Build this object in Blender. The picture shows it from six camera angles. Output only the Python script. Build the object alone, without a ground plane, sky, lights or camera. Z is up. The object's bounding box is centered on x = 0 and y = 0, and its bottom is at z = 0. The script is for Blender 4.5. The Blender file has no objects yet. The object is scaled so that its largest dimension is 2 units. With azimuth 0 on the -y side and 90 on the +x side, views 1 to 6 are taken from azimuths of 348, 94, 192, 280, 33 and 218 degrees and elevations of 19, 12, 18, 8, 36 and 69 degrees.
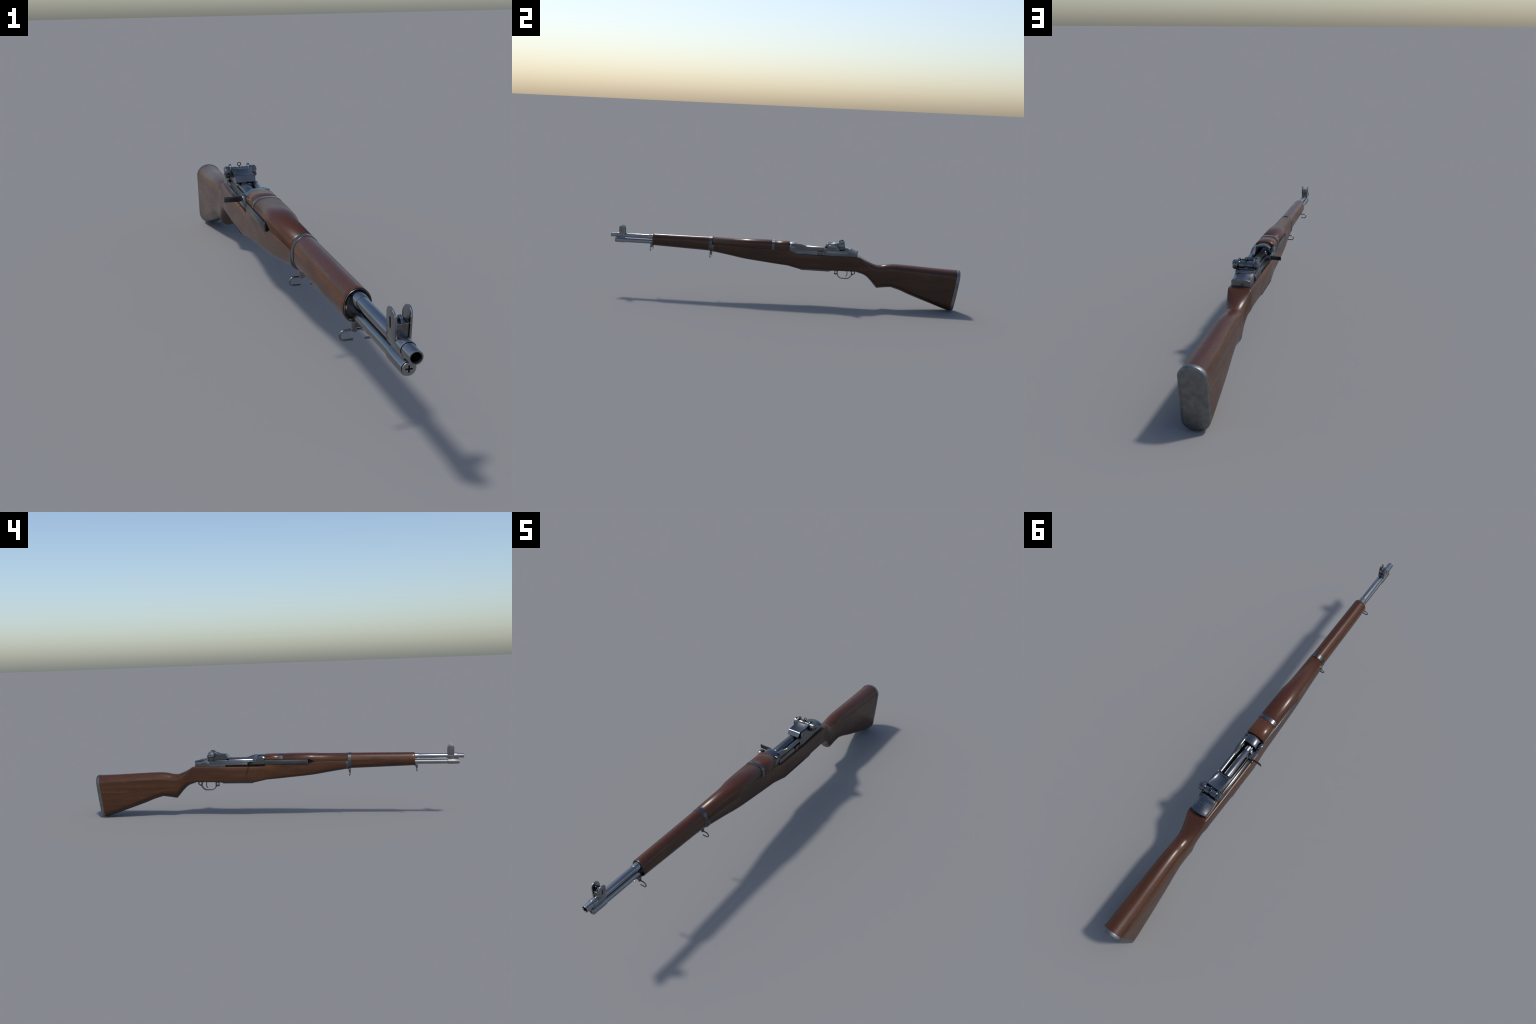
# Wooden-stocked semi-automatic service rifle standing on the toe of its butt.
# y runs along the bore (muzzle at -y), z up, CX is the plane of the bore.
import bpy, bmesh, math, random
from mathutils import Vector, Matrix

random.seed(7)
CX = 0.018            # bore plane; the cocking handle on -x and the sight knob on +x balance about x = 0
BORE_Z = 0.3232
GAS_Z = 0.2935
TAU = math.tau

# --------------------------------------------------------------------------- helpers
def pchip(xs, ys):
    """Monotone cubic interpolation through control points."""
    n = len(xs)
    h = [xs[i + 1] - xs[i] for i in range(n - 1)]
    d = [(ys[i + 1] - ys[i]) / h[i] for i in range(n - 1)]
    m = [0.0] * n
    m[0], m[-1] = d[0], d[-1]
    for i in range(1, n - 1):
        if d[i - 1] * d[i] <= 0:
            m[i] = 0.0
        else:
            a, b = 2 * h[i] + h[i - 1], h[i] + 2 * h[i - 1]
            m[i] = (a + b) / (a / d[i - 1] + b / d[i])
    def f(x):
        if x <= xs[0]:
            return ys[0]
        if x >= xs[-1]:
            return ys[-1]
        i = 0
        while x > xs[i + 1]:
            i += 1
        t = (x - xs[i]) / h[i]
        return ((1 + 2 * t) * (1 - t) ** 2 * ys[i] + t * (1 - t) ** 2 * h[i] * m[i]
                + t * t * (3 - 2 * t) * ys[i + 1] + t * t * (t - 1) * h[i] * m[i + 1])
    return f


def curve(pairs, corners=()):
    """Profile y -> value; at the listed corners the curve keeps a hard angle."""
    pairs = sorted(pairs)
    cuts = sorted(c for c in corners)
    runs, cur = [], []
    for p in pairs:
        cur.append(p)
        if any(abs(p[0] - c) < 1e-6 for c in cuts):
            runs.append(cur)
            cur = [p]
    runs.append(cur)
    fs = [(r[0][0], r[-1][0], pchip([p[0] for p in r], [p[1] for p in r])) for r in runs if len(r) > 1]
    def f(x):
        for a, b, g in fs:
            if x <= b:
                return g(x)
        return fs[-1][2](x)
    return f


def linear(pairs):
    pairs = sorted(pairs)
    def f(x):
        if x <= pairs[0][0]:
            return pairs[0][1]
        for (a, u), (b, v) in zip(pairs, pairs[1:]):
            if x <= b:
                return u + (v - u) * (x - a) / (b - a)
        return pairs[-1][1]
    return f


PARTS = {}

def finish(bm, name, mat, parent=None, bevel=0.0, angle=35, segments=2):
    bmesh.ops.remove_doubles(bm, verts=bm.verts, dist=1e-6)
    bmesh.ops.recalc_face_normals(bm, faces=bm.faces)
    me = bpy.data.meshes.new(name)
    bm.to_mesh(me)
    bm.free()
    ob = bpy.data.objects.new(name, me)
    bpy.context.scene.collection.objects.link(ob)
    if mat:
        me.materials.append(mat)
    for p in me.polygons:
        p.use_smooth = True
    if bevel > 0:
        m = ob.modifiers.new("bevel", 'BEVEL')
        m.width = bevel
        m.segments = segments
        m.limit_method = 'ANGLE'
        m.angle_limit = math.radians(angle)
        m.use_clamp_overlap = True
        apply(ob)
    ob.data.set_sharp_from_angle(angle=math.radians(angle))
    ob.parent = parent
    return ob


def apply(ob):
    dg = bpy.context.evaluated_depsgraph_get()
    dg.update()
    me = bpy.data.meshes.new_from_object(ob.evaluated_get(dg))
    old = ob.data
    me.name = old.name
    ob.modifiers.clear()
    ob.data = me
    bpy.data.meshes.remove(old)


def cut(ob, cutter, angle=35):
    m = ob.modifiers.new("cut", 'BOOLEAN')
    m.operation = 'DIFFERENCE'
    m.solver = 'EXACT'
    m.object = cutter
    apply(ob)
    bpy.data.objects.remove(cutter, do_unlink=True)
    for p in ob.data.polygons:
        p.use_smooth = True
    ob.data.set_sharp_from_angle(angle=math.radians(angle))


def join(name, objs, parent, keep=None):
    """Merge several solids into one part."""
    bm = bmesh.new()
    mats = []
    for o in objs:
        for m in o.data.materials:
            if m not in mats:
                mats.append(m)
        idx = [mats.index(m) for m in o.data.materials]
        start = len(bm.faces)
        bm.from_mesh(o.data)
        bm.faces.ensure_lookup_table()
        for f in bm.faces[start:]:
            f.material_index = idx[f.material_index] if idx else 0
    me = bpy.data.meshes.new(name)
    bm.to_mesh(me)
    bm.free()
    for m in mats:
        me.materials.append(m)
    for o in objs:
        bpy.data.objects.remove(o, do_unlink=True)
    ob = bpy.data.objects.new(name, me)
    bpy.context.scene.collection.objects.link(ob)
    ob.parent = parent
    return ob


def skin(rings, caps=True, closed=True):
    """Loft through rings of equal point count (x is relative to the bore plane)."""
    bm = bmesh.new()
    vs = [[bm.verts.new((p[0] + CX, p[1], p[2])) for p in r] for r in rings]
    n = len(rings[0])
    for a, b in zip(vs, vs[1:]):
        for i in range(n if closed else n - 1):
            j = (i + 1) % n
            bm.faces.new((a[i], a[j], b[j], b[i]))
    if caps:
        bm.faces.new(vs[0])
        bm.faces.new(list(reversed(vs[-1])))
    return bm


def prism(pts, axis, a, b):
    """Extrude an outline. axis 'x': pts are (y, z); axis 'y': pts are (x, z); axis 'z': pts are (x, y)."""
    def at(p, t):
        return {'x': (t, p[0], p[1]), 'y': (p[0], t, p[1]), 'z': (p[0], p[1], t)}[axis]
    return skin([[at(p, a) for p in pts], [at(p, b) for p in pts]])


def box(x0, x1, y0, y1, z0, z1):
    return prism([(x0, z0), (x1, z0), (x1, z1), (x0, z1)], 'y', y0, y1)


def lathe(profile, axis, c, seg=40):
    """Turn (t, r) profile about an axis 'x' or 'y' through c (the two other coordinates)."""
    rings = []
    for t, r in profile:
        ring = []
        for i in range(seg):
            a = TAU * i / seg
            if axis == 'y':
                ring.append((c[0] + r * math.cos(a), t, c[1] + r * math.sin(a)))
            else:
                ring.append((t, c[0] + r * math.cos(a), c[1] + r * math.sin(a)))
        rings.append(ring)
    return skin(rings)


def sweep(path, rx, rz=None, seg=12):
    """Round or oval bar along a path of points."""
    rz = rz or rx
    P = [Vector(p) for p in path]
    rings = []
    up = None
    for i, p in enumerate(P):
        t = (P[min(i + 1, len(P) - 1)] - P[max(i - 1, 0)]).normalized()
        if up is None:
            up = Vector((1, 0, 0)) if abs(t.x) < 0.7 else Vector((0, 1, 0))
        s = t.cross(up).normalized()
        up = s.cross(t).normalized()
        rings.append([tuple(p + up * rx * math.cos(TAU * k / seg) + s * rz * math.sin(TAU * k / seg)) for k in range(seg)])
    return skin(rings)


def strap(path, x0, x1, th):
    """Flat strap following a path in the yz plane, th thick, spanning x0..x1."""
    n = len(path)
    out, inn = [], []
    for i, (y, z) in enumerate(path):
        a, b = path[max(i - 1, 0)], path[min(i + 1, n - 1)]
        ty, tz = b[0] - a[0], b[1] - a[1]
        l = math.hypot(ty, tz)
        ny, nz = -tz / l, ty / l
        out.append((y + ny * th / 2, z + nz * th / 2))
        inn.append((y - ny * th / 2, z - nz * th / 2))
    return prism(out + inn[::-1], 'x', x0, x1)


def smooth_path(pts, n=8):
    """Catmull-Rom through points of any dimension."""
    P = [Vector(p) for p in pts]
    P = [2 * P[0] - P[1]] + P + [2 * P[-1] - P[-2]]
    out = []
    for i in range(1, len(P) - 2):
        for k in range(n):
            t = k / n
            a, b, c, d = P[i - 1:i + 3]
            out.append(tuple(0.5 * ((2 * b) + (c - a) * t + (2 * a - 5 * b + 4 * c - d) * t * t + (3 * b - a - 3 * c + d) * t ** 3)))
    out.append(tuple(P[-2]))
    return out


def arc(cy, cz, r, a0, a1, n=16):
    return [(cy + r * math.cos(math.radians(a0 + (a1 - a0) * i / n)), cz + r * math.sin(math.radians(a0 + (a1 - a0) * i / n))) for i in range(n + 1)]


# --------------------------------------------------------------------------- materials
class Nodes:
    def __init__(self, name):
        self.mat = bpy.data.materials.new(name)
        self.mat.use_nodes = True
        self.t = self.mat.node_tree
        self.b = self.t.nodes["Principled BSDF"]
        self.co = self.t.nodes.new("ShaderNodeTexCoord").outputs["Object"]
        self.geo = self.t.nodes.new("ShaderNodeNewGeometry")

    def put(self, sock, v):
        if isinstance(v, bpy.types.NodeSocket):
            self.t.links.new(v, sock)
        elif v is not None:
            sock.default_value = v

    def map(self, scale, loc=(0, 0, 0), rot=(0, 0, 0)):
        n = self.t.nodes.new("ShaderNodeMapping")
        self.put(n.inputs["Vector"], self.co)
        n.inputs["Scale"].default_value = scale
        n.inputs["Location"].default_value = loc
        n.inputs["Rotation"].default_value = rot
        return n.outputs[0]

    def noise(self, vec, scale, detail=4, rough=0.55, dist=0.0):
        n = self.t.nodes.new("ShaderNodeTexNoise")
        self.put(n.inputs["Vector"], vec)
        n.inputs["Scale"].default_value = scale
        n.inputs["Detail"].default_value = detail
        n.inputs["Roughness"].default_value = rough
        n.inputs["Distortion"].default_value = dist
        return n.outputs["Fac"]

    def ramp(self, fac, stops):
        n = self.t.nodes.new("ShaderNodeValToRGB")
        self.put(n.inputs[0], fac)
        e = n.color_ramp.elements
        while len(e) < len(stops):
            e.new(0.5)
        for el, (p, c) in zip(e, stops):
            el.position = p
            el.color = (c, c, c, 1) if isinstance(c, (int, float)) else (*c, 1)
        return n.outputs[0]

    def mix(self, fac, a, b, mode='MIX'):
        n = self.t.nodes.new("ShaderNodeMix")
        n.data_type = 'RGBA'
        n.blend_type = mode
        self.put(n.inputs[0], fac)
        for s, v in ((n.inputs[6], a), (n.inputs[7], b)):
            self.put(s, (*v, 1) if isinstance(v, tuple) and len(v) == 3 else v)
        return n.outputs[2]

    def math(self, op, a, b=None, c=None):
        n = self.t.nodes.new("ShaderNodeMath")
        n.operation = op
        for s, v in zip(n.inputs, (a, b, c)):
            self.put(s, v)
        return n.outputs[0]

    def range(self, v, a, b, c=0.0, d=1.0):
        n = self.t.nodes.new("ShaderNodeMapRange")
        n.interpolation_type = 'SMOOTHSTEP'
        for i, x in enumerate((v, a, b, c, d)):
            self.put(n.inputs[i], x)
        return n.outputs[0]

    def xyz(self, vec):
        n = self.t.nodes.new("ShaderNodeSeparateXYZ")
        self.put(n.inputs[0], vec)
        return n.outputs

    def bump(self, h, strength, dist):
        n = self.t.nodes.new("ShaderNodeBump")
        n.inputs["Strength"].default_value = strength
        n.inputs["Distance"].default_value = dist
        self.put(n.inputs["Height"], h)
        self.put(self.b.inputs["Normal"], n.outputs[0])


def wood(name, dark, mid, light, offset=(0, 0, 0)):
    m = Nodes(name)
    grain = m.noise(m.map((12, 1.3, 16), offset), 3.0, 5, 0.55, 0.8)
    fine = m.noise(m.map((190, 6.5, 190), offset), 1.6, 3, 0.6)
    blot = m.noise(m.map((7, 4.0, 7), offset), 1.7, 4, 0.55)
    col = m.ramp(grain, [(0.30, dark), (0.52, mid), (0.74, light)])
    col = m.mix(m.ramp(fine, [(0.38, 0.0), (0.75, 0.35)]), col, tuple(c * 0.6 for c in dark))
    col = m.mix(m.ramp(blot, [(0.42, 0.0), (0.66, 0.65)]), col, tuple(c * 0.62 for c in mid))
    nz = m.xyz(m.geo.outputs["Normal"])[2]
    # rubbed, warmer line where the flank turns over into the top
    band = m.math('MULTIPLY', m.range(nz, 0.06, 0.20), m.range(nz, 0.50, 0.28))
    band = m.math('MULTIPLY', band, m.ramp(m.noise(m.map((20, 7, 20)), 2.0, 4), [(0.35, 0.10), (0.65, 0.60)]))
    col = m.mix(band, col, tuple(min(1, c * k) for c, k in zip(light, (1.25, 1.2, 0.9))))
    # top surfaces redder and darker; undersides darker
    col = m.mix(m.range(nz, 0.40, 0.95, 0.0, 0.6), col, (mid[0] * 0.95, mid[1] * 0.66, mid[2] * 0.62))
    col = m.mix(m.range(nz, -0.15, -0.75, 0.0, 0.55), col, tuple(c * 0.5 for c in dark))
    # sun-bleached, dry patch along the upper edge below the receiver
    px = m.xyz(m.co)
    dry = m.math('MULTIPLY', m.range(px[2], 0.250, 0.280), m.math('MULTIPLY', m.range(px[1], -0.06, 0.02), m.range(px[1], 0.30, 0.22)))
    col = m.mix(m.math('MULTIPLY', dry, m.range(blot, 0.35, 0.6, 0.15, 0.7)), col, (light[0] * 1.15, light[1] * 1.3, light[2] * 1.5))
    # small pale specks and nicks of worn finish
    speck = m.noise(m.map((1, 0.7, 1), (3, 1, 2)), 210, 2, 0.5)
    col = m.mix(m.ramp(speck, [(0.60, 0.0), (0.72, 0.24)]), col, (light[0] * 1.7, light[1] * 1.6, light[2] * 1.5))
    m.put(m.b.inputs["Base Color"], col)
    m.put(m.b.inputs["Roughness"], m.math('ADD', m.range(blot, 0.3, 0.75, 0.22, 0.32), m.math('MULTIPLY', speck, 0.06)))
    m.b.inputs["Specular IOR Level"].default_value = 0.40
    m.bump(fine, 0.06, 0.0008)
    return m.mat


def steel(name, low, high, rough, tint=(0.97, 1.0, 1.04), worn=0.5, grain=22.0, metal=1.0):
    m = Nodes(name)
    big = m.noise(m.map((1, 0.45, 1)), grain, 5, 0.6)
    fine = m.noise(m.map((1, 0.6, 1), (2, 5, 1)), grain * 8, 3, 0.6)
    v = m.math('ADD', m.math('MULTIPLY', big, 0.8), m.math('MULTIPLY', fine, 0.2))
    c0 = tuple(low * t for t in tint)
    c1 = tuple(high * t for t in tint)
    col = m.ramp(v, [(0.36, c0), (0.66, c1)])
    # bright rubbed arrises
    bev = m.t.nodes.new("ShaderNodeBevel")
    bev.samples = 4
    bev.inputs["Radius"].default_value = 0.0016
    dot = m.t.nodes.new("ShaderNodeVectorMath")
    dot.operation = 'DOT_PRODUCT'
    m.put(dot.inputs[0], bev.outputs[0])
    m.put(dot.inputs[1], m.geo.outputs["Normal"])
    edge = m.math('MULTIPLY', m.range(dot.outputs["Value"], 0.985, 0.90), worn)
    edge = m.math('MULTIPLY', edge, m.range(big, 0.35, 0.6))
    col = m.mix(edge, col, tuple(min(0.62, high * 1.9 * t) for t in tint))
    m.put(m.b.inputs["Base Color"], col)
    m.b.inputs["Metallic"].default_value = metal
    m.put(m.b.inputs["Roughness"], m.range(v, 0.3, 0.7, rough + 0.06, rough - 0.04))
    m.bump(fine, 0.02, 0.0005)
    return m.mat


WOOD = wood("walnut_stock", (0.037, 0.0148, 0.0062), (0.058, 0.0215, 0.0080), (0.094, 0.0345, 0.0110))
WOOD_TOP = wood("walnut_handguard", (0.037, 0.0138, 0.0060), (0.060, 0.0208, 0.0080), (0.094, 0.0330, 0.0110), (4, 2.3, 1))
BRIGHT = steel("bright_steel", 0.24, 0.33, 0.19)
BLUED = steel("blued_steel", 0.13, 0.205, 0.20)
DARK = steel("dark_steel", 0.095, 0.150, 0.28)
PLATE = steel("worn_butt_steel", 0.16, 0.25, 0.40, (0.98, 1.0, 1.0), 0.3, 40)
GLOOM = steel("shaded_steel", 0.05, 0.085, 0.32)  # base colour lowered so the handle's front face looks in shadow
BLACK = steel("near_black_steel", 0.015, 0.035, 0.5, worn=0.0)

# --------------------------------------------------------------------------- the thing
rifle = bpy.data.objects.new("wooden_service_rifle", None)
bpy.context.scene.collection.objects.link(rifle)
rifle["label"] = "old wooden service rifle with blued steel receiver and barrel"
rifle["category"] = "rifle"


# --------------------------------------------------------------------------- wood: stock
def quarter(w, h, p, n=10):
    """Super-ellipse quarter from (w, 0) to (0, h)."""
    return [(w * max(0.0, math.cos(math.pi / 2 * i / n)) ** (2 / p), h * math.sin(math.pi / 2 * i / n) ** (2 / p)) for i in range(n + 1)]


def section(w, zt, zb, ht, hb, pt, pb, side=6, bulge=0.0):
    """Right half then mirrored: round top, nearly flat flanks, round bottom. Returns (x, z) ring."""
    top = [(x, zt - ht + z) for x, z in quarter(w, ht, pt)]            # from flank up to the crest
    bot = [(x, zb + hb - z) for x, z in quarter(w, hb, pb)]            # from flank down to the keel
    flank = []
    for k in range(1, side):
        t = k / side
        flank.append((w + bulge * math.sin(math.pi * t), (zb + hb) + (zt - ht - zb - hb) * t))
    half = bot[::-1] + flank + top                                     # keel -> flank -> crest
    return half + [(-x, z) for x, z in half[-2:0:-1]]


top_z = curve([(-0.405, 0.3070), (-0.30, 0.3055), (-0.20, 0.3020), (-0.07, 0.2985), (0.030, 0.2972), (0.050, 0.2925), (0.066, 0.2822),
               (0.25, 0.2818), (0.432, 0.2830), (0.4945, 0.2510), (0.514, 0.2430), (0.530, 0.2390), (0.5515, 0.2396), (0.586, 0.2465),
               (0.610, 0.2489), (0.636, 0.2496), (0.685, 0.2483), (0.763, 0.2450), (0.894, 0.2392), (0.985, 0.2362)],
              corners=(0.030, 0.066, 0.432))
bot_z = curve([(-0.405, 0.2595), (-0.31, 0.2445), (-0.225, 0.2303), (-0.095, 0.2168), (-0.041, 0.2115), (0.028, 0.2055), (0.099, 0.1900), (0.268, 0.1900),
               (0.294, 0.1930), (0.417, 0.1942), (0.467, 0.1752), (0.501, 0.1458), (0.5165, 0.1280), (0.5375, 0.1048), (0.581, 0.1110),
               (0.618, 0.1150), (0.668, 0.1000), (0.715, 0.0814), (0.788, 0.0555), (0.855, 0.0325), (0.923, 0.0092), (0.9525, 0.0008)],
              corners=(0.028, 0.099, 0.268, 0.417, 0.5375, 0.618))
half_w = curve([(-0.405, 0.0313), (-0.30, 0.0343), (-0.21, 0.0380), (-0.10, 0.0403), (0.03, 0.0425), (0.12, 0.0450), (0.30, 0.0455), (0.425, 0.0450),
                (0.47, 0.0400), (0.52, 0.0352), (0.56, 0.0352), (0.64, 0.0375), (0.78, 0.0415), (0.98, 0.0462)])
crest_h = curve([(-0.405, 0.006), (0.40, 0.006), (0.432, 0.006), (0.455, 0.016), (0.49, 0.028), (0.53, 0.032), (0.60, 0.038), (0.98, 0.042)])
crest_p = curve([(-0.405, 10.0), (0.03, 10.0), (0.06, 5.0), (0.43, 5.0), (0.455, 3.0), (0.49, 2.2), (0.55, 2.0), (0.98, 2.0)])
keel_h = curve([(-0.405, 0.022), (-0.20, 0.020), (0.03, 0.018), (0.10, 0.016), (0.42, 0.016), (0.47, 0.026), (0.5375, 0.036), (0.62, 0.034), (0.80, 0.030), (0.952, 0.034)])
keel_p = curve([(-0.405, 2.1), (0.10, 2.5), (0.40, 2.6), (0.47, 2.2), (0.55, 2.0), (0.98, 2.0)])

# stations: the section planes lean back towards the butt so that the last one lies along the butt plate
TOP_END, BOT_END = 0.9800, 0.9525
stations = []
lean0 = 0.66
ts = []
for a, b, n in ((-0.4065, 0.028, 34), (0.028, 0.030, 1), (0.030, 0.066, 8), (0.066, 0.099, 3), (0.099, 0.268, 8), (0.268, 0.417, 10), (0.417, 0.432, 3), (0.432, 0.5375, 18), (0.5375, 0.618, 14), (0.618, TOP_END, 40)):
    ts += [a + (b - a) * i / n for i in range(n)]
ts.append(TOP_END)
rings = []
for y in ts:
    k = max(0.0, (y - lean0) / (TOP_END - lean0))
    yb = y - (TOP_END - BOT_END) * k
    zt, zb = top_z(y), bot_z(yb)
    ring = section(half_w(y), zt, zb, crest_h(y), min(keel_h(yb), 0.45 * (zt - zb)), crest_p(y), keel_p(yb), bulge=0.0008)
    rings.append([(x, y + (yb - y) * (zt - z) / (zt - zb), z) for x, z in ring])
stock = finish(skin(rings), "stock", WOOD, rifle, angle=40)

# channel for the operating rod along the right flank, with a pointed front end
def rod_channel(grow=0.0):
    z0, z1 = 0.2928 - grow, 0.3190 + grow
    pts = [(0.20, z0), (0.20, z1), (-0.2010, z1), (-0.2350, 0.3075), (-0.2010, z0)]
    return finish(prism(pts, 'x', -0.09, -0.0335), "cutter", None)

cut(stock, rod_channel(), 40)
cut(stock, finish(box(-0.09, -0.0150, 0.0290, 0.0900, 0.2824, 0.32), "cutter", None), 40)

# --------------------------------------------------------------------------- wood: rear handguard
hg_top = curve([(-0.405, 0.3443), (-0.33, 0.3447), (-0.27, 0.3453), (-0.20, 0.3476), (-0.12, 0.3480), (-0.07, 0.3474), (-0.045, 0.3466), (0.005, 0.3472), (0.031, 0.3470)])
hg_p = curve([(-0.405, 2.0), (-0.27, 2.05), (-0.18, 2.45), (-0.05, 2.5), (0.031, 2.7)])
hg_w = curve([(-0.405, 0.0310), (-0.33, 0.0330), (-0.265, 0.0347), (-0.24, 0.0368), (-0.215, 0.0395), (-0.10, 0.0413), (0.031, 0.0418)])
rings = []
for i in range(61):
    y = -0.4065 + (0.031 + 0.4065) * i / 60
    w, zt, zb = hg_w(y), hg_top(y), top_z(min(y, 0.029)) - 0.0004
    h = min(0.030, (zt - zb) * 0.78)
    half = [(w - 0.0005, zb), (w, zb + 0.0006), (w, zb + 0.003)] + [(x, zt - h + z) for x, z in quarter(w, h, hg_p(y), 14)]
    rings.append([(x, y, z) for x, z in half] + [(-x, y, z) for x, z in half[-2::-1]])
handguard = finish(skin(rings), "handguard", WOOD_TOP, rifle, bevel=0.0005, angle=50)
cut(handguard, rod_channel(0.0), 40)

channel_dark = finish(prism([(0.03, 0.2935), (0.03, 0.3183), (-0.2005, 0.3183), (-0.2325, 0.3075), (-0.2005, 0.2935)], 'x', -0.0348, -0.0325), "rod_channel_dark_plate", BLACK, rifle)  # black plate modelling the dark gap beside and ahead of the rod

# normals tilted along the handguard to place its sun glint and grey reflection
def roll_normals(ob, tilt):
    me = ob.data
    out = []
    for l in me.loops:
        n = Vector(me.corner_normals[l.index].vector)
        v = me.vertices[l.vertex_index].co
        if abs(n.y) < 0.6 and n.z > -0.5:
            n = (n + Vector((0, math.tan(tilt(v.y)), 0))).normalized()
        out.append(n)
    me.normals_split_custom_set(out)
roll = linear([(-0.4065, -0.60), (-0.36, -0.50), (-0.25, -0.19), (-0.17, 0.05), (-0.060, 0.36), (-0.056, -0.50), (0.031, 0.45)])
roll_normals(handguard, roll)

# strap round the rear handguard
def strap_ring(y0, y1, out):
    rr = []
    for y, o in ((y0, 0.0), (y0, out), (y1, out), (y1, 0.0)):
        ym = (y0 + y1) / 2
        w, zt, zb = hg_w(ym) + o, hg_top(ym) + o, top_z(ym) + 0.001
        h = 0.030
        half = [(w, zb)] + [(x, zt - h + z) for x, z in quarter(w, h, hg_p(ym), 16)]
        rr.append([(x, y, z) for x, z in half] + [(-x, y, z) for x, z in half[-2::-1]])
    return rr
hband = finish(skin(strap_ring(-0.0655, -0.0492, 0.0009)), "handguard_band", BLUED, rifle, angle=30)
hb_cut = finish(box(-0.09, -0.02, -0.08, -0.03, 0.28, 0.3200), "cutter", None)
cut(hband, hb_cut, 30)

# --------------------------------------------------------------------------- wood: front handguard
fr_top = linear([(-0.752, 0.3432), (-0.42, 0.3450)])
fr_bot = linear([(-0.752, 0.2745), (-0.42, 0.2625)])
fr_w = linear([(-0.752, 0.0282), (-0.42, 0.0308)])
def front_ring(y, grow=0.0, dy=0.0):
    w, zt, zb = fr_w(y) + grow, fr_top(y) + grow, fr_bot(y) - grow
    ring = section(w, zt, zb, w * 1.22, w * 1.08, 2.0, 2.1, side=4)
    return [(x, y + dy, z) for x, z in ring]
rings = [front_ring(-0.752 + (0.752 - 0.4075) * i / 30) for i in range(31)]
rings = [front_ring(-0.752, -0.0016, 0.008), front_ring(-0.752, -0.0016), front_ring(-0.752, -0.0006, -0.0004)] + [front_ring(-0.752, 0, 0.0006)] + rings[1:]
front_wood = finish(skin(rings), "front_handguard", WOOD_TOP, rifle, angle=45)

# steel ferrule set into the front end
rings = [front_ring(-0.752, -0.0017, 0.004), front_ring(-0.752, -0.0017, -0.0012), front_ring(-0.752, -0.0023, -0.0018), front_ring(-0.752, -0.0032, -0.0014), front_ring(-0.752, -0.0060, 0.0022),
         front_ring(-0.752, -0.0110, 0.0050), front_ring(-0.752, -0.0150, 0.0055)]
ferrule = finish(skin(rings), "ferrule", DARK, rifle, angle=60)

# --------------------------------------------------------------------------- lower band with swivel
def band_ring(y, grow):
    w, zt, zb = 0.0312 + grow, 0.3450 + grow, 0.2620 - grow
    return [(x, y, z) for x, z in section(w, zt, zb, w * 1.2, w * 1.05, 2.0, 2.1, side=4)]
rings = [band_ring(y, g) for y, g in ((-0.4262, -0.001), (-0.4262, 0.0006), (-0.4258, 0.0010), (-0.4090, 0.0010), (-0.4086, 0.0006), (-0.4086, -0.001))]
b1 = finish(skin(rings), "band_ring", DARK, None, angle=30)
rr = []
for y, o in ((-0.4100, -0.0006), (-0.4100, 0.0018), (-0.3975, 0.0022), (-0.3965, 0.0014), (-0.3965, -0.001)):
    w, zb = 0.0312 + o, 0.2600 - o
    half = [(x, zb + 0.026 - z) for x, z in quarter(w, 0.026, 2.15, 14)][::-1] + [(w, 0.3035)]
    rr.append([(x, y, z) for x, z in half] + [(-x, y, z) for x, z in half[:0:-1]])
b2 = finish(skin(rr), "band_skirt", DARK, None, bevel=0.0004, angle=50)
band = join("barrel_band", [b1, b2], rifle)

def swivel(y, z_top, z_stud, wide=0.0375):
    zc, rz = z_top - 0.0098, 0.0098
    path = [(-0.0120, y - 0.001, zc - rz)]
    path += [(-wide + rz - rz * math.sin(a), y - 0.001, zc - rz * math.cos(a)) for a in [math.pi * k / 12 for k in range(13)]]
    path += [(wide - rz + rz * math.sin(a), y - 0.001, zc + rz * math.cos(a)) for a in [math.pi * k / 12 for k in range(13)]]
    path += [(0.0110, y - 0.001, zc - rz)]
    loop = finish(sweep(path, 0.0023, seg=10), "sling_swivel", BLUED, None, angle=50)
    cheeks = [finish(box(min(q * 0.0050, q * 0.0145), max(q * 0.0050, q * 0.0145), y - 0.0062, y + 0.0052, z_top - 0.0040, z_stud), "cheek", BLUED, None, bevel=0.0028) for q in (-1, 1)]
    neck = finish(box(-0.0100, 0.0100, y - 0.004, y + 0.006, z_top + 0.006, z_stud + 0.002), "neck", DARK, None, bevel=0.0015)
    return join("sling_swivel", [loop, neck] + cheeks, rifle)
swivel(-0.4165, 0.2465, 0.264)
swivel(-0.7625, 0.2670, 0.284)
lug = finish(box(-0.011, 0.011, -0.7700, -0.7500, 0.2725, 0.2860), "swivel_lug", DARK, rifle, bevel=0.003)

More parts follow.
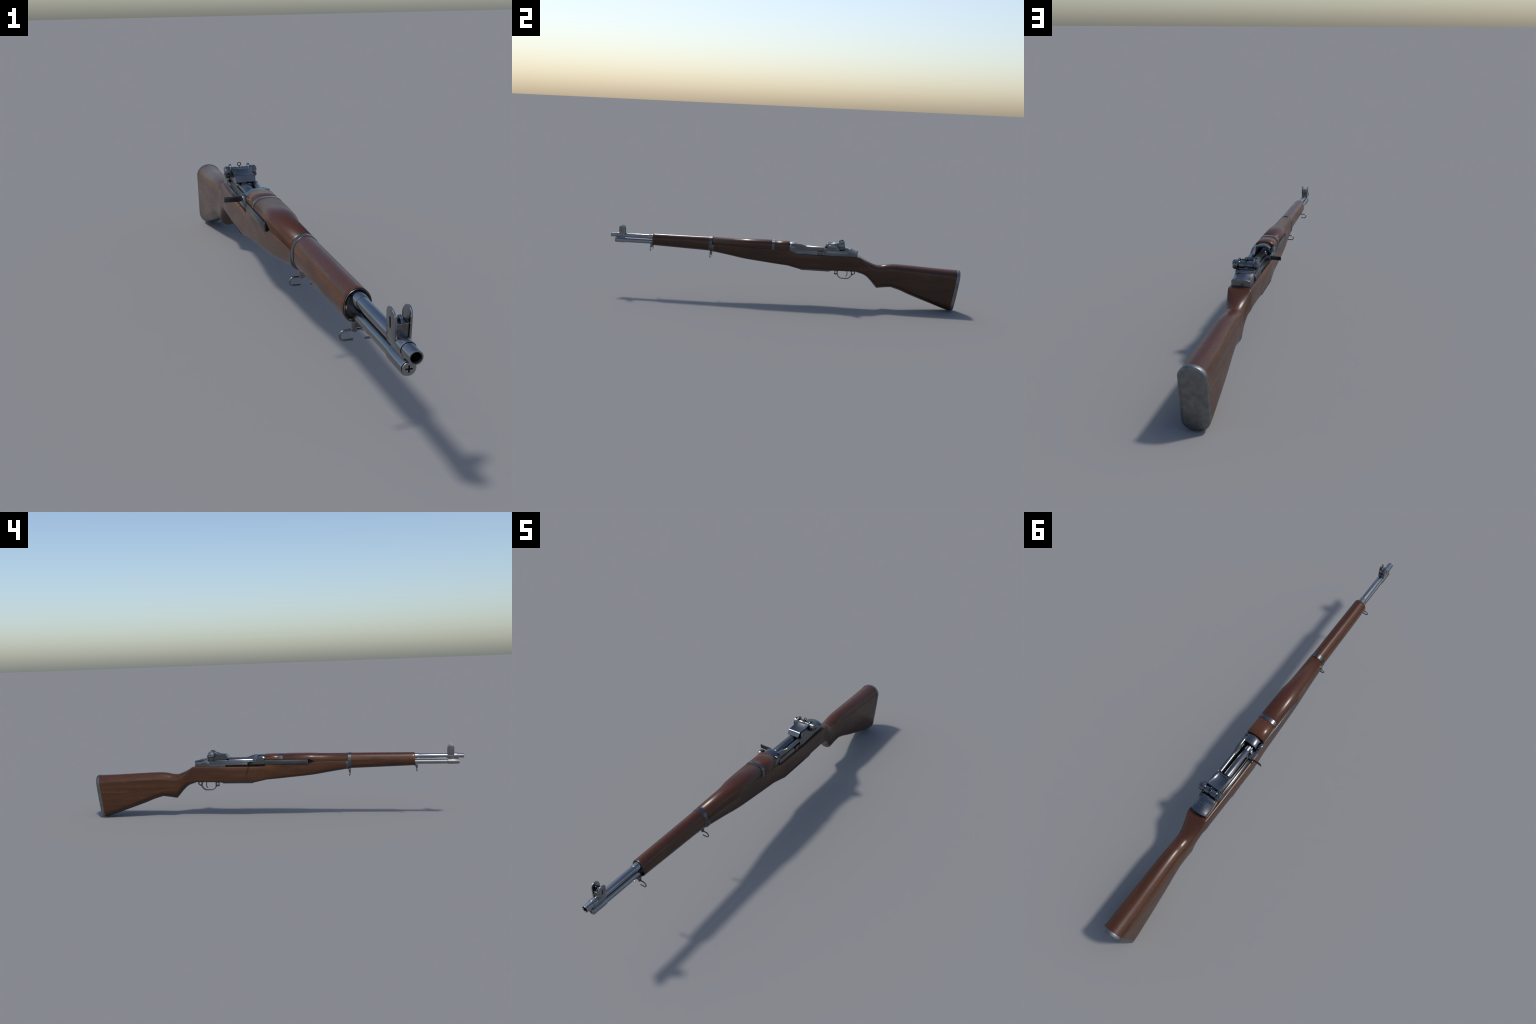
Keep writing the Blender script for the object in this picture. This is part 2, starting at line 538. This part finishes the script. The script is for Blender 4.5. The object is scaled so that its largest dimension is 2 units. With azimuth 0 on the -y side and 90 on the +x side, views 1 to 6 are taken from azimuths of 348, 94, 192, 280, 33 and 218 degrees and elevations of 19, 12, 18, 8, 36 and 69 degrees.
# --------------------------------------------------------------------------- barrel and gas cylinder
prof = [(-0.40, 0.012), (-0.7450, 0.0142), (-0.7765, 0.0141), (-0.7775, 0.0136), (-0.7775, 0.0124), (-0.9996, 0.0122), (-1.0003, 0.0119), (-1.0003, 0.0098),
        (-0.9990, 0.0094), (-0.955, 0.0092)]
barrel = finish(lathe(prof, 'y', (0, BORE_Z), 48), "barrel", BRIGHT, rifle, angle=40)
prof = [(-0.935, 0.0093), (-0.9980, 0.00935), (-0.9980, 0.0089), (-0.936, 0.0086)]
bore = finish(lathe(prof, 'y', (0, BORE_Z), 40), "bore_lining", DARK, rifle, angle=40)

prof = [(-0.71, 0.0122), (-0.9180, 0.0122), (-0.9195, 0.0141), (-0.9515, 0.0142), (-0.9522, 0.0140), (-0.9745, 0.0138), (-0.9757, 0.0132), (-0.9757, 0.0124), (-0.9690, 0.0124), (-0.9690, 0.002)]
gas = finish(lathe(prof, 'y', (0, GAS_Z), 44), "gas_cylinder", BRIGHT, rifle, angle=40)
prof = [(-0.960, 0.0110), (-0.9755, 0.0117), (-0.9772, 0.0117), (-0.9779, 0.0111), (-0.9779, 0.001)]
plug = finish(lathe(prof, 'y', (0, GAS_Z), 40), "gas_plug", BRIGHT, rifle, angle=40)
a, b = 0.0062, 0.0015
cross = [(-a, -b), (-b, -b), (-b, -a), (b, -a), (b, -b), (a, -b), (a, b), (b, b), (b, a), (-b, a), (-b, b), (-a, b)]
cut(plug, finish(prism([(x, z + GAS_Z) for x, z in cross], 'y', -0.9740, -0.99), "cutter", None), 30)
slot = finish(prism([(x * 0.97, z * 0.97 + GAS_Z) for x, z in cross], 'y', -0.9730, -0.9752), "plug_slot_floor", BLACK, plug, angle=30)

# barrel sleeve that carries the front sight, joined to the gas cylinder by a web
prof = [(-0.9180, 0.0120), (-0.9180, 0.0136), (-0.9190, 0.0142), (-0.9712, 0.0143), (-0.9720, 0.0139), (-0.9720, 0.0131), (-0.9670, 0.0128)]
s1 = finish(lathe(prof, 'y', (0, BORE_Z), 44), "sleeve", BRIGHT, None, angle=40)
s2 = finish(box(-0.0065, 0.0065, -0.9690, -0.9195, 0.300, 0.316), "web", BRIGHT, None, bevel=0.001)
sleeve = join("front_sight_sleeve", [s1, s2], rifle)

# --------------------------------------------------------------------------- front sight
def ear(sign):
    prf = [(-0.9512, 0.3260)] + [(y, z) for y, z in arc(-0.9345, 0.3650, 0.0167, 180, 0, 18)] + [(-0.9178, 0.3260)]
    cols = []
    for off in (0.0, 1.0):
        ring = []
        for y, z in prf:
            flare = 0.0040 * max(0.0, (z - 0.348) / 0.033) ** 1.6
            x = 0.0098 + flare + off * (0.0046 - 0.0016 * max(0.0, (z - 0.345) / 0.037))
            ring.append((sign * x, y, z))
        cols.append(ring)
    return skin(cols)
fs_parts = []
for sgn in (-1, 1):
    e = finish(ear(sgn), "ear", BRIGHT, None, bevel=0.0009, angle=40)
    k = finish(box(min(sgn * 0.0120, sgn * 0.03), max(sgn * 0.0120, sgn * 0.03), -0.9375, -0.9312, 0.3455, 0.3650), "cutter", None)
    cut(e, k, 40)
    fs_parts.append(e)
fs_parts.append(finish(prism([(-0.9492, 0.328), (-0.9488, 0.3565), (-0.9470, 0.3570), (-0.9400, 0.3540), (-0.9280, 0.3540), (-0.9210, 0.3555), (-0.9195, 0.3550), (-0.9195, 0.328)], 'x', -0.0104, 0.0104), "foot", BLUED, None, bevel=0.0012))
fs_parts.append(finish(prism([(-0.9470, 0.350), (-0.9430, 0.3620), (-0.9360, 0.3672), (-0.9300, 0.3640), (-0.9230, 0.350)], 'x', -0.0019, 0.0019), "blade", BLUED, None, bevel=0.0006))
front_sight = join("front_sight", fs_parts, rifle)

# --------------------------------------------------------------------------- receiver
rec = []
# front ring: arched saddle over the chamber
def ring_sec(y, w, zt, zb, p):
    h = min(0.034, zt - zb - 0.004)
    half = [(w, zb)] + [(x, zt - h + z) for x, z in quarter(w, h, p, 14)]
    return [(x, y, z) for x, z in half] + [(-x, y, z) for x, z in half[-2::-1]]
ring = finish(skin([ring_sec(0.0325, 0.0335, 0.3395, 0.282, 2.2), ring_sec(0.0345, 0.0355, 0.3422, 0.282, 2.3), ring_sec(0.045, 0.0370, 0.3434, 0.282, 2.4),
                    ring_sec(0.060, 0.0372, 0.3432, 0.282, 2.5), ring_sec(0.0735, 0.0368, 0.3425, 0.282, 2.6)]), "ring", BLUED, None, bevel=0.0010, angle=40)
hollow = finish(lathe([(0.062, 0.0235), (0.10, 0.0265)], 'y', (0, 0.3120), 32), "cutter", None)
cut(ring, hollow, 40)
low = finish(box(-0.09, -0.0255, 0.0400, 0.10, 0.27, 0.3135), "cutter", None)
cut(ring, low, 40)
rec.append(ring)
# left wall with a lengthwise hollow; its top steps down behind the ring
wall_top = curve([(0.060, 0.3400), (0.095, 0.3385), (0.118, 0.3320), (0.140, 0.3255), (0.246, 0.3240)])
rings = []
for i in range(41):
    y = 0.066 + (0.246 - 0.066) * i / 40
    zt = wall_top(y)
    sec = [(0.0360, 0.268), (0.0368, 0.288), (0.0358, 0.2930), (0.0332, 0.2985), (0.0330, 0.3040), (0.0358, 0.3105), (0.0366, 0.3150), (0.0366, zt - 0.0022), (0.0345, zt),
           (0.0262, zt), (0.0232, zt - 0.0010), (0.0185, zt - 0.0085), (0.0165, zt - 0.012), (0.0165, 0.268)]
    rings.append([(x, y, z) for x, z in sec])
rec.append(finish(skin(rings), "left_wall", BLUED, None, bevel=0.0006, angle=35))
rec.append(finish(box(0.0300, 0.0385, 0.0325, 0.0600, 0.2825, 0.3270), "left_shoulder", BLUED, None, bevel=0.0035))
# right wall: ridge, groove and outer ledge
sec = [(-0.0225, 0.268), (-0.0225, 0.3080), (-0.0240, 0.3110), (-0.0268, 0.3112), (-0.0285, 0.3095), (-0.0292, 0.2972), (-0.0340, 0.2950), (-0.0346, 0.2966), (-0.0374, 0.2966), (-0.0382, 0.2950), (-0.0382, 0.268)]
rec.append(finish(prism(sec, 'y', 0.118, 0.336), "right_wall", DARK, None, bevel=0.0005))
sec = [(-0.0225, 0.268), (-0.0225, 0.3030), (-0.0300, 0.3030), (-0.0300, 0.2920), (-0.0382, 0.2920), (-0.0382, 0.268)]
rec.append(finish(prism(sec, 'y', 0.0720, 0.1185), "right_wall_front", DARK, None, bevel=0.0005))
rec.append(finish(box(-0.0388, -0.030, 0.0290, 0.2500, 0.2795, 0.2928), "rod_guide", BLACK, None, bevel=0.0008))
# floor under the bolt
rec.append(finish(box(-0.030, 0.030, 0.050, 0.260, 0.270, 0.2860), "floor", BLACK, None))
# rear bridge
rec.append(finish(prism([(0.0372, 0.270), (0.0372, 0.3135), (0.0355, 0.3160), (0.0300, 0.3200), (-0.0225, 0.3200), (-0.0255, 0.3140), (-0.0265, 0.3100), (-0.0265, 0.269)], 'y', 0.2430, 0.3600), "bridge", BLUED, None, bevel=0.0010))
rec.append(finish(box(0.0340, 0.0382, 0.2290, 0.2440, 0.2800, 0.3250), "bridge_rib", BLUED, None, bevel=0.0016))
rec.append(finish(prism([(0.334, 0.270), (0.334, 0.2975), (0.3400, 0.3080), (0.352, 0.3200), (0.360, 0.3235), (0.380, 0.270)], 'x', -0.0345, -0.0200), "bridge_cheek", BLUED, None, bevel=0.0015))
# heel: crowned block sloping down to the rear, bowed rear face
def heel_sec(y, zc, ze, w, bow):
    pts = []
    for k in range(17):
        u = -1 + 2 * k / 16
        pts.append((u * w, y + bow * (1 - u * u), ze + (zc - ze) * (1 - abs(u) ** 2.2)))
    lo = [(w, y, 0.272)] + [(u * w, y + bow * (1 - u * u), 0.272) for u in (0.5, 0, -0.5)] + [(-w, y, 0.272)]
    return pts + lo
heel = finish(skin([heel_sec(0.352, 0.3275, 0.3215, 0.0362, 0.0), heel_sec(0.366, 0.3262, 0.3160, 0.0365, 0.0), heel_sec(0.378, 0.3228, 0.3095, 0.0368, 0.001),
                    heel_sec(0.392, 0.3190, 0.3070, 0.0368, 0.002), heel_sec(0.406, 0.3158, 0.3068, 0.0367, 0.004), heel_sec(0.4175, 0.3138, 0.3066, 0.0365, 0.0075)]), "heel", BLUED, None, bevel=0.0012, angle=40)
scoop = finish(lathe([(-0.0345, 0.010), (-0.024, 0.0185), (0.024, 0.0185), (0.0345, 0.010)], 'x', (0.3715, 0.3400), 40), "cutter", None)
cut(heel, scoop, 40)
rec.append(heel)
rec.append(finish(prism([(0.3440, 0.300), (0.3440, 0.3262), (0.3470, 0.3290), (0.3560, 0.3296), (0.3650, 0.3268), (0.3672, 0.3235), (0.3672, 0.300)], 'x', -0.0336, 0.0350), "cross_bar", BLUED, None, bevel=0.0012))
receiver = join("receiver", rec, rifle)

latch = finish(box(0.0340, 0.0392, 0.1935, 0.2250, 0.2800, 0.3035), "clip_latch", DARK, receiver, bevel=0.0018)
pin = finish(lathe([(0.030, 0.0042), (0.0385, 0.0042), (0.0395, 0.003)], 'x', (0.047, 0.3315), 16), "latch_pin", DARK, receiver)

# markings on the heel
for line, y, size in (("U.S. RIFLE", 0.388, 0.0074), ("CAL. .30 M1", 0.397, 0.0066)):
    cu = bpy.data.curves.new("heel_marking", 'FONT')
    cu.body = line
    cu.size = size
    cu.extrude = 0.0007
    cu.align_x = 'CENTER'
    cu.resolution_u = 2
    o = bpy.data.objects.new("heel_marking", cu)
    bpy.context.scene.collection.objects.link(o)
    dg = bpy.context.evaluated_depsgraph_get()
    me = bpy.data.meshes.new_from_object(o.evaluated_get(dg))
    bpy.data.objects.remove(o, do_unlink=True)
    slope = -0.22
    me.transform(Matrix.Translation((CX, y, 0.3235 - (y - 0.378) * 0.27)) @ Matrix.Rotation(slope, 4, 'X') @ Matrix.Rotation(math.pi, 4, 'Z'))
    for v in me.vertices:      # lay the letters on the crown
        v.co.z -= 0.0125 * (abs(v.co.x - CX) / 0.0367) ** 2.2
    me.materials.append(BRIGHT)
    o = bpy.data.objects.new("heel_marking", me)
    bpy.context.scene.collection.objects.link(o)
    o.parent = receiver

# --------------------------------------------------------------------------- bolt and breech
BOLT_X, BOLT_Z = -0.0045, 0.3070
bl = [finish(lathe([(0.098, 0.0165), (0.1000, 0.0180), (0.235, 0.0184), (0.262, 0.0184)], 'y', (BOLT_X, BOLT_Z), 36), "bolt_body", BLUED, None, angle=40),
      finish(lathe([(0.060, 0.0145), (0.0975, 0.0150), (0.0985, 0.0140)], 'y', (BOLT_X + 0.001, BOLT_Z + 0.002), 32), "bolt_face", BRIGHT, None, angle=40),
      finish(prism([(-0.0215, 0.3080), (-0.0195, 0.3190), (-0.0080, 0.3240), (-0.0060, 0.3080)], 'y', 0.190, 0.238), "bolt_rib", BLUED, None, bevel=0.0015),
      finish(box(-0.0262, -0.0100, 0.0800, 0.1010, 0.3040, 0.3190), "bolt_lug", BLUED, None, bevel=0.0035),
      finish(lathe([(0.076, 0.0020), (0.0775, 0.0036), (0.092, 0.0036), (0.0940, 0.002)], 'y', (-0.0175, 0.3195), 16), "extractor", BRIGHT, None, angle=40)]
bolt = join("bolt", bl, rifle)

# --------------------------------------------------------------------------- operating rod and cocking handle
rod = [finish(box(-0.0445, -0.0355, -0.1985, 0.0400, 0.2945, 0.3172), "rod", DARK, None, bevel=0.0010),
       finish(box(-0.0452, -0.0350, -0.1997, -0.1972, 0.2938, 0.3180), "rod_end", BLUED, None, bevel=0.0006)]
hump = [(0.0300, 0.2950), (0.0315, 0.3160), (0.0360, 0.3255), (0.0420, 0.3318), (0.0500, 0.3338), (0.0590, 0.3335), (0.0660, 0.3305), (0.0710, 0.3235), (0.0760, 0.3150), (0.0830, 0.3110),
        (0.1180, 0.3105), (0.1180, 0.2935), (0.0780, 0.2932)]
rings = []
for x, k in ((-0.0456, 0.0060), (-0.0360, 0.0035)):          # the ear leans outwards
    rings.append([(x - k * max(0, (z - 0.312)) / 0.022, y, z) for y, z in hump])
rod.append(finish(skin(rings), "hump", BLUED, None, bevel=0.0018, angle=40))
rod.append(finish(box(-0.0382, -0.0240, 0.0720, 0.1180, 0.3000, 0.3085), "cam_arm", BLUED, None, bevel=0.0012))
op_rod = join("operating_rod", rod, rifle)
# curved finger hook
pl = smooth_path([(-0.0360, 0.1130), (-0.0480, 0.1140), (-0.0600, 0.1135), (-0.0740, 0.1135), (-0.0830, 0.1142), (-0.0893, 0.1160)], 6)
fr = [(x, y - 0.0026) for x, y in pl]
bk = [(x, y + 0.0022) for x, y in pl]
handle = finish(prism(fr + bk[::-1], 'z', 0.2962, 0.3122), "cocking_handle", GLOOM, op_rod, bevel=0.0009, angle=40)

# --------------------------------------------------------------------------- rear sight
rs = []
# dished cover
def cover_sec(y, z, wl, wr, dish, zb):
    pts = []
    for k in range(27):
        u = -1 + 2 * k / 26
        x = wl + (wr - wl) * (u + 1) / 2
        pts.append((x, y, z - dish * max(0.0, 1 - (u / 0.90) ** 2) ** 0.4))
    return pts + [(wr + 0.0012, y, zb), (wl - 0.0012, y, zb)]
secs = [(0.2325, 0.3270, 0.0235, -0.0296, 0.0, 0.3248), (0.2440, 0.3434, 0.0240, -0.0300, 0.0, 0.3225), (0.2455, 0.3444, 0.0242, -0.0300, 0.0, 0.3215), (0.2482, 0.3452, 0.0246, -0.0300, 0.0, 0.3205),
        (0.2492, 0.3453, 0.0247, -0.0300, 0.0034, 0.320), (0.2560, 0.3456, 0.0255, -0.0300, 0.0056, 0.319), (0.270, 0.3465, 0.0275, -0.0298, 0.0066, 0.319), (0.285, 0.3485, 0.0290, -0.0296, 0.0060, 0.319),
        (0.298, 0.3525, 0.0298, -0.0296, 0.0048, 0.319), (0.3065, 0.3556, 0.0300, -0.0296, 0.0034, 0.319), (0.3075, 0.3560, 0.0300, -0.0296, 0.0, 0.319), (0.3110, 0.3572, 0.0300, -0.0296, 0.0, 0.319)]
cover = finish(skin([cover_sec(*s) for s in secs]), "sight_cover", BLUED, None, angle=15)
rs.append(cover)
rs.append(finish(prism([(0.2420, 0.3130), (0.2520, 0.3400), (0.2640, 0.3425), (0.3000, 0.3425), (0.3080, 0.3300), (0.3180, 0.3165), (0.3600, 0.3165), (0.3600, 0.3130)], 'x', 0.0255, 0.0350), "cover_flank", BLUED, None, bevel=0.0035, angle=30))
KY, KZ = 0.3268, 0.3400
# ears
for x0, x1 in ((-0.0328, -0.0276), (0.0256, 0.0308)):
    prf = arc(KY + 0.0005, 0.3495, 0.0170, 200, -20, 20) + [(KY + 0.0135, 0.3300), (KY - 0.0135, 0.3300)]
    rs.append(finish(prism(prf, 'x', x0, x1), "sight_ear", BLUED, None, bevel=0.0016, angle=40))
# drum between the ears, slotted for the aperture
drum = finish(lathe([(-0.028, 0.0155), (-0.009, 0.0165), (-0.0085, 0.013), (0.0045, 0.013), (0.005, 0.0165), (0.026, 0.0155)], 'x', (KY + 0.0010, KZ), 36), "drum", BLUED, None, angle=40)
rs.append(drum)
rs.append(finish(prism([(0.309, 0.315), (0.309, 0.3465), (0.320, 0.3465), (0.322, 0.338), (0.338, 0.338), (0.343, 0.324), (0.346, 0.315)], 'x', -0.0290, 0.0290), "sight_bed", DARK, None, bevel=0.001))
rear_sight = join("rear_sight", rs, rifle)
# aperture: stem and eye
ringp = [(0.00005 + 0.0054 * math.cos(TAU * k / 24), KY + 0.003, 0.3638 + 0.0054 * math.sin(TAU * k / 24)) for k in range(25)]
ap = [finish(sweep(ringp, 0.0013, 0.0018, 10), "eye", BLACK, None, angle=50),
      finish(box(-0.0014, 0.0014, KY + 0.0010, KY + 0.005, 0.350, 0.3588), "stem", BLACK, None, bevel=0.0006),
      finish(prism([(KY - 0.008, 0.346), (KY - 0.006, 0.3535), (KY + 0.008, 0.3535), (KY + 0.013, 0.344)], 'x', -0.0045, 0.0030), "slide", DARK, None, bevel=0.001)]
aperture = join("sight_aperture", ap, rear_sight)
# knobs with slotted screws
def knob(s, x_in, x_out):
    d = s * 1.0
    L = x_out - x_in
    def px(t):
        return d * (x_in + L * t)
    prf = [(px(0.0), 0.0150), (px(0.02), 0.0192), (px(0.30), 0.0196), (px(0.36), 0.0180), (px(0.44), 0.0180), (px(0.50), 0.0194), (px(0.80), 0.0192), (px(0.86), 0.0176), (px(0.87), 0.0162), (px(0.97), 0.0158), (px(1.0), 0.0146)]
    k = finish(lathe(prf, 'x', (KY, KZ), 40), "sight_knob", BLUED, rear_sight, angle=40)
    x0, x1 = sorted((px(0.88), px(1.2)))
    c = finish(box(x0, x1, KY - 0.03, KY + 0.03, KZ - 0.0048, KZ + 0.0048), "cutter", None)
    cut(k, c, 40)
    x0, x1 = sorted((px(0.80), px(0.965)))
    finish(box(x0, x1, KY - 0.0135, KY + 0.0135, KZ - 0.0024, KZ + 0.0024), "knob_screw", BRIGHT, rear_sight, bevel=0.0006)
    x0, x1 = sorted((px(0.80), px(0.885)))
    finish(box(x0, x1, KY - 0.0150, KY + 0.0150, KZ - 0.0047, KZ + 0.0047), "knob_slot_floor", BLACK, rear_sight)
    return k
knob(-1, 0.0335, 0.0490)
knob(1, 0.0310, 0.0534)

# --------------------------------------------------------------------------- trigger group
floor_plate = finish(prism([(0.0985, 0.2000), (0.1030, 0.1890), (0.2670, 0.1890), (0.2700, 0.2000)], 'x', -0.0330, 0.0330), "floor_plate", DARK, rifle, bevel=0.0015)
fp_side = []
rr = []
for y in (0.1005, 0.14, 0.18, 0.22, 0.2675):        # steel lining that laps up round the belly of the stock
    ring = section(half_w(y) + 0.0008, top_z(y), bot_z(y) - 0.0007, crest_h(y), keel_h(y), crest_p(y), keel_p(y), bulge=0.0008)
    low = sorted(p for p in ring if p[1] < 0.2000)
    e = half_w(y) + 0.0010
    low = [(-e, 0.2012)] + low + [(e, 0.2012)]
    rr.append([(x, y, z) for x, z in low])
fp_side.append(finish(skin(rr), "floor_plate_edge", DARK, None, angle=50))
bow = smooth_path([(0.3130, 0.1970), (0.3135, 0.1700), (0.3185, 0.1605), (0.3290, 0.1515), (0.3420, 0.1496), (0.3580, 0.1493), (0.3740, 0.1505), (0.3860, 0.1600), (0.3935, 0.1720), (0.3915, 0.1830), (0.3905, 0.1970)], 6)
g1 = finish(strap(bow, -0.0095, 0.0095, 0.0042), "bow", DARK, None, bevel=0.0010, angle=45)
lugp = [(0.2945, 0.1965), (0.2945, 0.1690), (0.3130, 0.1690), (0.3140, 0.1965)]
g2 = finish(prism(lugp, 'x', -0.0075, 0.0075), "lug", DARK, None, bevel=0.0015)
cut(g2, finish(lathe([(-0.05, 0.0058), (0.05, 0.0058)], 'x', (0.3035, 0.1825), 20), "cutter", None), 40)
g3 = finish(prism([(0.3900, 0.1965), (0.3915, 0.1690), (0.4000, 0.1715), (0.4090, 0.1770), (0.4135, 0.1830), (0.4140, 0.1965)], 'x', -0.0075, 0.0075), "tail", DARK, None, bevel=0.0015)
cut(g3, finish(lathe([(-0.05, 0.0068), (0.05, 0.0068)], 'x', (0.4015, 0.1860), 20), "cutter", None), 40)
guard = join("trigger_guard", fp_side + [g1, g2, g3], rifle)
trig = smooth_path([(0.3620, 0.1980), (0.3672, 0.1860), (0.3685, 0.1760), (0.3660, 0.1665), (0.3605, 0.1598)], 6)
trigger = finish(strap(trig, -0.0050, 0.0050, 0.0040), "trigger", DARK, rifle, bevel=0.0010, angle=45)

# --------------------------------------------------------------------------- butt plate
def plate_ring(t, grow):
    """Outline of the stock's last section carried t metres back along the bore."""
    zt, zb = top_z(TOP_END) + grow, bot_z(BOT_END) - grow * 0.6
    ring = section(half_w(TOP_END) + grow, zt, zb, crest_h(TOP_END), keel_h(BOT_END) + 0.006, 2.0, 2.1)
    return [(x + 0.0002, TOP_END + (BOT_END - TOP_END) * (zt - z) / (zt - zb) + t * (0.90 + 0.10 * math.sin(math.pi * min(1, max(0, (z - zb) / (zt - zb))))) , z) for x, z in ring]
rings = [plate_ring(0.0002, -0.001), plate_ring(0.0002, 0.0012), plate_ring(0.0140, 0.0013), plate_ring(0.0175, -0.0002), plate_ring(0.0200, -0.0030), plate_ring(0.0212, -0.0065), plate_ring(0.0220, -0.015)]
butt_plate = finish(skin(rings), "butt_plate", PLATE, rifle, angle=40)
